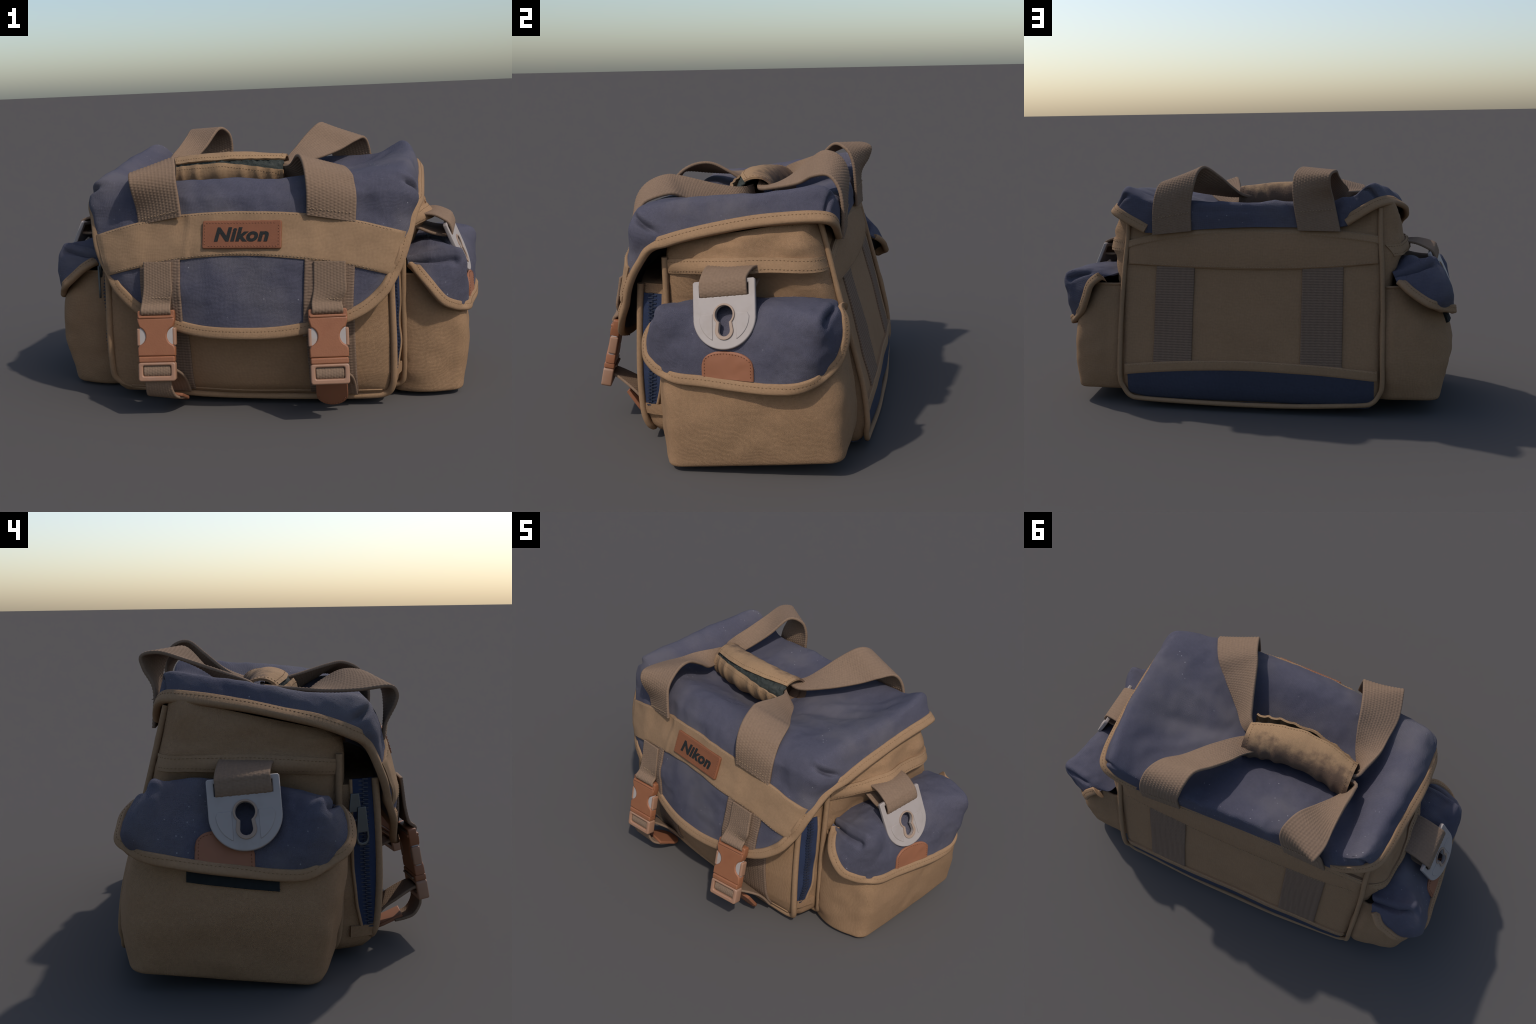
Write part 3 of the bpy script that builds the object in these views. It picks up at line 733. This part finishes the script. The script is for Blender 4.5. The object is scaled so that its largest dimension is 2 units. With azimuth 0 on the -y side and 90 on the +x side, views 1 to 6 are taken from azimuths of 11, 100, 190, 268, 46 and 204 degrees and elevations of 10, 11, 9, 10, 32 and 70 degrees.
for top, bot, ux, xa, xb, side in [((-.361, -.517, .455), (-.380, -.574, .165), (1, .12, 0), -.427, -.306, -1), ((.362, -.535, .468), (.357, -.600, .172), (1, .18, 0), .299, .430, 1)]:
    bk, pl, h = buckle(top, bot, ux, xa)
    # upper strap: from below the band, over the lid, through the bar, doubled back
    zt = float(band_b((xa + xb) / 2)) + .01
    ylid = float(drape(lid_bvh, A([[[(xa + xb) / 2, 0, zt - .03]]]), (0, 1, 0), 0)[0, 0, 1])
    y2 = float(drape(lid_bvh, A([[[(xa + xb) / 2, 0, .54]]]), (0, 1, 0), 0)[0, 0, 1])
    a = pl(-.064, h - .012, .010); b = pl(.064, h - .012, .010); ab = pl(-.064, h - .02, -.02); bb = pl(.064, h - .02, -.02)
    a2 = pl(-.062, h + .03, -.004); b2 = pl(.062, h + .03, -.004); a1 = pl(-.063, h + .004, .016); b1 = pl(.063, h + .004, .016)
    E0 = [(xa, ylid - .016, zt), (xa, (ylid + y2) / 2 - .018, zt - .06), (xa - .002, y2 - .020, .54), a2, a1, a, ab]
    E1 = [(xb, ylid - .016, zt), (xb, (ylid + y2) / 2 - .018, zt - .06), (xb + .002, y2 - .020, .54), b2, b1, b, bb]
    o = mesh_obj('closing_strap', *webbing_mesh(E0, E1, None, .010, 10, .0118, .0024), WEB, root, sharp=None)
    c0 = A([E0[2]] * 1)[0]; c1 = A(E1[2])
    ln = A([c0 + (c1 - c0) * q + A((0, -.009, -.03)) for q in np.linspace(0.05, .95, 12)])
    stitching(stitch_row(ln, A((0, -1, .1)), .009, .005, .002), o)
    # lower strap: from the ladder back to the pocket hem
    cs = [(-h + .045, -.012), (-h + .05, -.035)]
    base_x0, base_x1 = (xa - .01, xb - .006) if side < 0 else (xa - .008, xb - .008)
    E0 = [pl(-.058, *cs[0]), pl(-.058, *cs[1]), (base_x0, -.468, .165), (base_x0 + .01, -.418, .125), (base_x0 + .015, -.375, .062)]
    E1 = [pl(.058, *cs[0]), pl(.058, *cs[1]), (base_x1 + .02, -.462, .165), (base_x1 + .03, -.415, .120), (base_x1 + .035, -.372, .058)]
    mesh_obj('adjuster_strap', *webbing_mesh(E0, E1, None, .009, 10, .0118, .0022), WEB, root, sharp=None)
    # tail with leather tip
    if side < 0:
        E0 = [pl(-.06, -h + .03, -.012), pl(-.055, -h - .02, -.014), (-.428, -.545, .100), (-.425, -.51, .082), (-.418, -.47, .070)]
        E1 = [pl(.058, -h + .03, -.012), pl(.056, -h - .02, -.014), (-.305, -.535, .092), (-.292, -.495, .066), (-.282, -.455, .056)]
        mesh_obj('strap_tail', *webbing_mesh(E0, E1, None, .009, 10, .0118, .0022), WEB, root, sharp=None)
        tp = framing((-.345, -.435, .055), (1, -.05, -.05), (.02, -.90, .42))
        flat_plate('leather_tip', [[(-.065, .075), (-.068, -.02)] + circle(0, -.02, .066, 180, 360, 14) + [(.065, .075)]], .014, .004, LEATHER2, tp, root)
    else:
        tp = framing((.356, -.462, .098), (1, .08, 0), (0, -.55, .80))
        tip = flat_plate('leather_tip', [[(.066, .06), (-.066, .06), (-.067, -.02)] + circle(0, -.022, .067, 180, 360, 14)[1:-1] + [(.067, -.02)]], .016, .004, LEATHER2, tp, root)
        L = A([tp(.056 * math.cos(q), -.022 + .056 * math.sin(q), .009) for q in np.linspace(math.pi, 2 * math.pi, 20)])
        stitching(stitch_row(L, A(tp(0, 0, 1)) - A(tp(0, 0, 0)), .007, .005, .0018), tip, LEATHER)

# ------------------------------------------------------------------ side pockets
def box_pocket(levels, sg, name, seed):
    """levels: (t, x_out, y_front, y_back, z_front, z_back); x measured from the body outward"""
    L = A(levels, float); tt = np.linspace(0, len(L) - 1, 60); D = crom(L, 60, ts=tt)
    rings = []
    for t, xo, yf, yb, zf_, zb_ in D:
        xi = .60
        ol = rrect(xo - xi, yb - yf, .035 + .015 * min(1, t * 1.6), (xo + xi) / 2, (yf + yb) / 2, 8, .045 + (.06 if sg > 0 else .10) * min(1, t * 2))
        R = even(A([(p[0], p[1], 0) for p in ol]), 130, True)
        for p in R:
            k = (p[1] - yf) / (yb - yf)
            p[2] = zf_ + (zb_ - zf_) * k
            ins = np.clip((xo - .06 - p[0]) / (xo - .06 - xi), 0, 1)   # walls splay towards the body
            p[1] += (-.045 if k < .5 else (.022 if sg > 0 else .042) * np.clip((p[0] - .635) / .06, 0, 1)) * ins * np.clip(.35 + t * 2.2, 0, 1) * min(1, abs(k - .5) * 3)
            if k < .5: p[1] -= .036 * math.sin(math.pi * np.clip((xo - p[0]) / (xo - xi), 0, 1)) * min(1, abs(k - .5) * 3)
            if p[0] > xo - .08:   # belly of the outer wall
                p[0] += (.024 if sg > 0 else .034) * math.sin(math.pi * np.clip(k, 0, 1)) ** .8 * min(1, t * 2) * np.clip((.95 - t) / .35, .0, 1)
        rings.append(R)
    Gp = A(rings)
    for i in range(Gp.shape[0]):
        for j in range(Gp.shape[1]):
            q = Gp[i, j]; h = .014 * nz(q, 5, seed) + .006 * nz(q, 13, seed + 1)
            cen = A((.78, Gp[i, :, 1].mean(), q[2])); d = q - cen; d /= np.linalg.norm(d) + 1e-9
            if q[0] > .66: Gp[i, j] = q + d * h * min(1, D[i, 0] * 3 + .2)
    r, c, _ = Gp.shape; F = []
    for i in range(r - 1):
        for j in range(c): F.append((i * c + j, i * c + (j + 1) % c, (i + 1) * c + (j + 1) % c, (i + 1) * c + j))
    F.append(tuple(range(c)))
    V = Gp.reshape(-1, 3).copy(); V[:, 0] *= sg
    o = mesh_obj(name, V, F, TAN, root, sharp=65)
    # dark inside and turned rim
    top = Gp[-1].copy(); m = top.mean(0); inner = m + (top - m) * .93; deep = inner - A((0, 0, .10))
    n = c; V2 = np.concatenate([top, inner, deep]); V2[:, 0] *= sg
    F2 = [(j, (j + 1) % n, n + (j + 1) % n, n + j) for j in range(n)] + [(n + j, n + (j + 1) % n, 2 * n + (j + 1) % n, 2 * n + j) for j in range(n)] + [tuple(range(2 * n, 3 * n))]
    mesh_obj('pocket_lining', V2, F2, LINING, o)
    rim = top.copy(); rim[:, 0] *= sg
    mesh_obj('pocket_rim', *tube(rim, .007, True), TAN_TAPE, o)
    # bottom seam roll
    bt = Gp[3].copy(); bt[:, 0] *= sg
    return o
pr = box_pocket([(0, .862, -.125, .462, .030, .074), (.05, .902, -.170, .500, .018, .070), (.2, .912, -.176, .515, .070, .118), (.5, .920, -.182, .522, .22, .25), (.8, .908, -.180, .500, .40, .42), (1, .845, -.150, .455, .545, .60)], 1, 'side_pocket', 2.)
pL = box_pocket([(0, .872, -.065, .515, .018, .080), (.05, .912, -.100, .552, .010, .076), (.2, .926, -.122, .566, .062, .128), (.5, .945, -.155, .572, .24, .28), (.8, .930, -.175, .535, .42, .45), (1, .845, -.145, .470, .560, .610)], -1, 'side_pocket', 5.)

def pocket_flap(ctrl, sg, folds, seed):
    Pf = patch(ctrl, 96, 150); Nf = outward(Pf, grid_normals(Pf), (1, 0, 1))
    for row, col, w, dep in folds:
        Pf = param_fold(Pf, Nf, 5, 7, row, col, w, dep, 'row')
    Pf = crumple(Pf, Nf, [(.008, 6), (.005, 14), (.0025, 30)], seed, 10)
    Pf[:, :, 0] *= sg
    Nf = outward(Pf, grid_normals(Pf), (sg, 0, 1))
    o = mesh_obj('pocket_flap', *slab(Pf, Pf - Nf * .009), BLUE, root, sharp=70)
    k = 6
    binding(Pf, Nf, [(Pf[:, 0], Pf[:, k], Nf[:, 0]), (Pf[-1], Pf[-1 - k], Nf[-1]), (Pf[::-1, -1], Pf[::-1, -1 - k], Nf[::-1, -1])], .043, .0125, o, n=300)
    return o
FR = [ # rows from the body outwards to the hem; columns front edge -> back edge
 [(.672,-.205,.590),(.668,-.175,.606),(.660,-.05,.630),(.665,.12,.645),(.670,.32,.652),(.70,.450,.652),(.755,.472,.635)],
 [(.745,-.285,.515),(.785,-.205,.632),(.770,-.05,.660),(.770,.10,.668),(.800,.32,.682),(.845,.452,.668),(.805,.505,.600)],
 [(.805,-.280,.440),(.898,-.208,.628),(.872,-.06,.630),(.860,.08,.630),(.925,.31,.658),(.970,.428,.636),(.830,.510,.535)],
 [(.850,-.245,.408),(.922,-.180,.515),(.922,-.05,.515),(.928,.08,.512),(.970,.30,.535),(.980,.425,.555),(.868,.488,.458)],
 [(.905,-.178,.380),(.930,-.110,.374),(.940,-.02,.370),(.955,.10,.362),(.974,.25,.360),(.972,.35,.372),(.925,.440,.405)],
]
flR = pocket_flap(FR, 1, [((-1, 2.0), .80, .09, .026), ((-1, 2.0), 1.12, .12, -.010), ((.9, 2.1), 5.22, .10, .024), ((.9, 2.1), 4.9, .14, -.008)], 3.1)
FL = [
 [(.730,-.205,.605),(.700,-.170,.625),(.665,-.05,.665),(.665,.12,.690),(.675,.32,.700),(.70,.470,.668),(.720,.530,.645)],
 [(.790,-.236,.575),(.800,-.165,.652),(.785,-.03,.692),(.775,.13,.706),(.785,.33,.736),(.820,.475,.716),(.765,.570,.606)],
 [(.850,-.236,.525),(.930,-.125,.665),(.886,-.02,.660),(.860,.13,.648),(.862,.32,.678),(.905,.465,.738),(.815,.580,.570)],
 [(.895,-.212,.488),(.965,-.115,.555),(.953,.01,.548),(.930,.14,.542),(.944,.34,.565),(.980,.520,.602),(.868,.582,.538)],
 [(.940,-.145,.446),(.962,-.055,.416),(.970,.06,.420),(.982,.20,.440),(.984,.34,.462),(.982,.46,.490),(.930,.545,.512)],
]
flL = pocket_flap(FL, -1, [((.2, 2.0), .80, .09, .022), ((.2, 2.0), 1.12, .12, -.010), ((-1, 2.0), 5.20, .09, .024), ((-1, 2.0), 4.9, .13, -.010)], 6.3)

# leather tabs sewn to the flaps, hook tape on the -x pocket
def side_drape(bvh, sg, y0, y1, zf, zt, n, m):
    g = np.zeros((m, n, 3))
    for j in range(n):
        y = y0 + (y1 - y0) * j / (n - 1)
        for i in range(m):
            b, t = zf(y), zt(y); g[i, j] = (0, y, b + (t - b) * i / (m - 1))
    return g
for sg, flp, y0, y1, zb, zt, tilt in [(1, flR, -.024, .178, .400, .505, .0), (-1, flL, .112, .315, .450, .575, .14)]:
    bvh = bvh_of(flp); yc = (y0 + y1) / 2; hw = (y1 - y0) / 2
    bot = lambda y: zb + tilt * (y - yc)
    top = lambda y: zt - .001 + tilt * (y - yc) - .055 * (1 - math.sqrt(max(0, 1 - (abs(y - yc) / hw) ** 2.6)))
    g = side_drape(bvh, sg, y0, y1, bot, top, 40, 24)
    g = drape(bvh, g, (-sg, 0, 0), .001); g[:, :, 0] = smooth_grid(g, 4)[:, :, 0]
    Ng = outward(g, grid_normals(g), (sg, 0, .3))
    e = np.ones(g.shape[:2]); e[-1] = e[:, 0] = e[:, -1] = .5
    tab = mesh_obj('leather_tab', *slab(g + Ng * (.007 * e)[:, :, None], g - Ng * .006), LEATHER2, flp, sharp=50)
    line = np.concatenate([g[:-2, 2], g[-3, 3:-3], g[:-2, -3][::-1]]); nl = np.concatenate([Ng[:-2, 2], Ng[-3, 3:-3], Ng[:-2, -3][::-1]])
    stitching(stitch_row(line + nl * .007, nl, .007, .005, .0018), tab, LEATHER)
bvh = bvh_of(pL)
g = side_drape(bvh, -1, .03, .345, lambda y: .372 + .12 * (y - .03), lambda y: .425 + .12 * (y - .03), 40, 8)
g = drape(bvh, g, (1, 0, 0), .001); g[:, :, 0] = smooth_grid(g, 3)[:, :, 0]; Ng = outward(g, grid_normals(g), (-1, 0, 0))
mesh_obj('hook_tape', *slab(g + Ng * .010, g - Ng * .006), VELCRO2, pL)

# ------------------------------------------------------------------ strap hooks: webbing loop + keyhole plate
def keyhole(cx, cy, r1, r2, dy, n=14):
    a = math.degrees(math.asin(min(1, r2 / r1 * .85)))
    up = circle(cx, cy, r1, -90 + a, 270 - a, 2 * n)
    lo = circle(cx, cy - dy, r2, 180, 360, n)
    return up + lo
def hook(tl, tr, bt, W, sg, web):
    tl, tr, bt = A(tl, float), A(tr, float), A(bt, float); top = (tl + tr) / 2
    ux = tr - tl; uy = top - bt
    pl = framing(bt, ux, uy); H = np.linalg.norm(uy - ux * uy.dot(ux) / ux.dot(ux)); hw = W / 2
    if (pl(0, 0, 1) - pl(0, 0, 0))[0] * sg < 0:
        raise ValueError('hook plate faces inward')
    cyc = hw
    out = [(-hw, H - .004), (-hw + .006, H), (-hw + .022, H), (-hw + .024, H - .048), (hw - .024, H - .048), (hw - .022, H), (hw - .006, H), (hw, H - .004)]
    out = [(hw, H - .006), (hw - .006, H)] + [(-hw + .006, H), (-hw, H - .006)] + circle(0, cyc, hw, 180, 360, 36)[1:-1]
    slot = [(-hw + .026, H - .062), (hw - .026, H - .062), (hw - .026, H - .018), (-hw + .026, H - .018)]
    kh = keyhole(0, hw + .008, .034, .022, .060)
    p = flat_plate('hook_plate', [out, slot, kh], .018, .004, PLATE, pl, root)
    # raised rim round the keyhole and the half-moon pad
    flat_plate('keyhole_rim', [keyhole(0, hw + .008, .042, .036, .060), keyhole(0, hw + .008, .0345, .0225, .060)], .008, .002, PLATE_EDGE, lambda u, v, w: pl(u, v, w + .010), p)
    r = hw * .80
    for s in (1, -1):
        arcp = [(s * math.cos(q) * r, hw + math.sin(q) * r) for q in np.linspace(-.03, -math.pi / 2 + .50, 22)]
        pad = [(s * .046, hw + .012), (s * (r - .008), hw + .012)] + arcp + [(s * .046, hw - math.sqrt(max(r * r - .046 ** 2, 0)) + .002)]
        if s < 0: pad = pad[::-1]
        flat_plate('plate_pad', [pad], .006, .0022, PLATE, lambda u, v, w: pl(u, v, w + .0085), p)
    return p, pl, H, hw
hR = hook((.830, -.062, .740), (.850, .184, .770), (.942, .070, .512), .246, 1, None)
hL = hook((-.866, .254, .746), (-.880, .004, .768), (-.976, .134, .520), .254, -1, None)
for (p, pl, H, hw), anchor0, anchor1, low0, low1 in [
    (hR, (.730, -.036, .782), (.742, .166, .788), (.70, -.03, .73), (.70, .165, .74)),
    (hL, (-.735, .225, .795), (-.730, .030, .782), (-.70, .22, .745), (-.70, .03, .735))]:
    hh = hw - .030
    def st(u):
        return [pl(u, H - .060, -.006), pl(u, H - .050, .012), pl(u, H - .022, .016), pl(u, H + .004, .010)]
    mid = lambda a, b, t, up: A(a) * (1 - t) + A(b) * t + A((0, 0, up))
    for s in (1,):
        e0 = st(-hh); e1 = st(hh)
        E0 = [mid(low0, e0[0], .0, -.005), mid(low0, e0[0], .55, -.012)] + e0 + [mid(e0[-1], anchor0, .5, .012), A(anchor0, float), A(anchor0) + A((-.03 * np.sign(anchor0[0]), 0, -.004))]
        E1 = [mid(low1, e1[0], .0, -.005), mid(low1, e1[0], .55, -.012)] + e1 + [mid(e1[-1], anchor1, .5, .012), A(anchor1, float), A(anchor1) + A((-.03 * np.sign(anchor1[0]), 0, -.004))]
        mesh_obj('hook_strap', *webbing_mesh(E0, E1, None, .009, 13, .0118, .0022), WEB, root, sharp=None)

# ------------------------------------------------------------------ carrying handle: four webbing straps and a wrapped grip
HANDLES = [
 # front, -x
 ([(-.262,-.447,.845),(-.270,-.444,.925),(-.281,-.430,1.0),(-.292,-.388,1.048),(-.313,-.321,1.077),(-.331,-.250,1.076),(-.347,-.17,1.033),(-.372,-.095,.980),(-.412,-.01,.955),(-.405,.045,.955),(-.33,.055,.965)],
  [(-.462,-.405,.806),(-.466,-.412,.875),(-.473,-.450,.955),(-.479,-.456,.998),(-.487,-.424,1.024),(-.509,-.303,1.014),(-.500,-.190,1.012),(-.490,-.10,1.02),(-.455,-.005,1.03),(-.425,.05,1.035),(-.34,.055,1.04)]),
 # front, +x
 ([(.270,-.458,.845),(.273,-.464,.930),(.268,-.450,.996),(.254,-.408,1.049),(.231,-.342,1.078),(.206,-.280,1.074),(.160,-.112,1.030),(.125,-.02,1.015),(.05,.02,1.02)],
  [(.468,-.428,.808),(.472,-.415,.91),(.462,-.385,.965),(.450,-.353,.998),(.405,-.262,1.02),(.345,-.195,.985),(.235,-.085,.94),(.160,.0,.945),(.05,.03,.955)]),
 # back, +x
 ([(.295,.462,.872),(.292,.466,1.0),(.272,.468,1.10),(.256,.430,1.165),(.234,.362,1.182),(.180,.291,1.131),(.132,.216,1.068),(.095,.15,1.025),(.03,.09,1.0)],
  [(.494,.464,.852),(.490,.466,.96),(.478,.450,1.05),(.458,.405,1.103),(.418,.335,1.094),(.348,.268,1.058),(.248,.155,1.028),(.135,.06,1.01),(.04,.05,1.04)]),
 # back, -x
 ([(-.240,.468,.878),(-.220,.462,1.0),(-.214,.450,1.09),(-.224,.418,1.15),(-.258,.354,1.172),(-.309,.270,1.090),(-.363,.189,1.020),(-.405,.12,.975),(-.415,.08,.96),(-.33,.075,.965)],
  [(-.448,.478,.876),(-.418,.474,1.02),(-.404,.515,1.10),(-.408,.522,1.150),(-.428,.455,1.163),(-.430,.354,1.134),(-.436,.238,1.097),(-.445,.14,1.065),(-.435,.085,1.04),(-.33,.075,1.03)]),
]
for E0, E1 in HANDLES:
    hs = mesh_obj('handle_strap', *webbing_mesh(E0, E1, None, .010, 13, .0125, .0034), WEB, root, sharp=None)
    a, b = A(E0[1]), A(E1[1]); a0, b0 = A(E0[0]), A(E1[0])
    s = -1 if a[1] < 0 else 1
    q = .35 if s < 0 else .75
    ln = A([(a0 * (1 - q) + a * q) * (1 - t) + (b0 * (1 - q) + b * q) * t + A((0, s * .0085, 0)) for t in np.linspace(.04, .96, 14)])
    stitching(stitch_row(ln, A((0, s, 0)), .010, .005, .002), hs)

def grip_shell(xr, phi, rad, n, m, wr=0., th=.008):
    """partial tube round the handle: phi gives (start, end) angle as function of s; angle 0 = front (-y), 90 = top"""
    Gd = np.zeros((n, m, 3))
    for i, s in enumerate(np.linspace(0, 1, n)):
        x = xr[0] + (xr[1] - xr[0]) * s
        cy = np.interp(s, [0, .25, .5, .75, 1], [.064, .024, .006, .016, .047]); cz = np.interp(s, [0, .25, .5, .75, 1], [.970, .985, .993, .986, .974])
        p0, p1 = phi(s)
        for j, q in enumerate(np.linspace(0, 1, m)):
            a = math.radians(p0 + (p1 - p0) * q)
            ry, rz = rad(s, q)
            k = 1 + wr * (abs(math.sin(s * 21 + 1.2 * math.sin(7 * s) + .25 * a)) ** 4 * min(1, max(0, 1.05 - math.sin(a))) * 1.8 - .3 + .9 * nz((x, a * .12, 0), 9, 2.))
            Gd[i, j] = (x, cy - ry * k * math.cos(a), cz + rz * k * math.sin(a))
    return Gd
rr = lambda s, q: ((.086 + .005 * math.sin(3 * s)) * (1 + .40 * s * s * max(0, q - .80) / .20), .086)
# wrap runs from the upper front edge over the top, round the back and under to the lower front edge
gw = grip_shell((-.412, .122), lambda s: (np.interp(s, [0, .5, 1], [42, 42, 52]), np.interp(s, [0, .5, 1], [392, 390, 376])), rr, 110, 90, .045)
Ng = grid_normals(gw)
cen = A([[(g[0], .03, 1.0) for g in row] for row in gw]); Ng = Ng if ((gw - cen) * Ng).sum() > 0 else -Ng
grip = mesh_obj('handle_grip', *slab(gw + Ng * .004, gw - Ng * .006), GRIP, root, sharp=60)
gv = grip_shell((-.404, .114), lambda s: (-12, 75), lambda s, q: (.082, .080), 90, 24)
for row in gv:
    for p in row:
        p += A((0, -1, 1)) * .006 * nz(p, 60, 1.) + A((0, -1, 1)) * .004 * nz(p, 120, 4.)
Nv = grid_normals(gv); Nv = Nv if (Nv * A((0, -1, 1))).sum() > 0 else -Nv
mesh_obj('hook_tape', *slab(gv, gv - Nv * .008), VELCRO, grip, sharp=None)
st = stitch_row(gw[:, 3] + Ng[:, 3] * .004, Ng[:, 3], .008, .006) + stitch_row(gw[:, -4] + Ng[:, -4] * .004, Ng[:, -4], .008, .006) + stitch_row(gw[-5] + Ng[-5] * .004, Ng[-5], .008, .006) + stitch_row(gw[4] + Ng[4] * .004, Ng[4], .008, .006)
stitching(st, grip, THREAD_D)
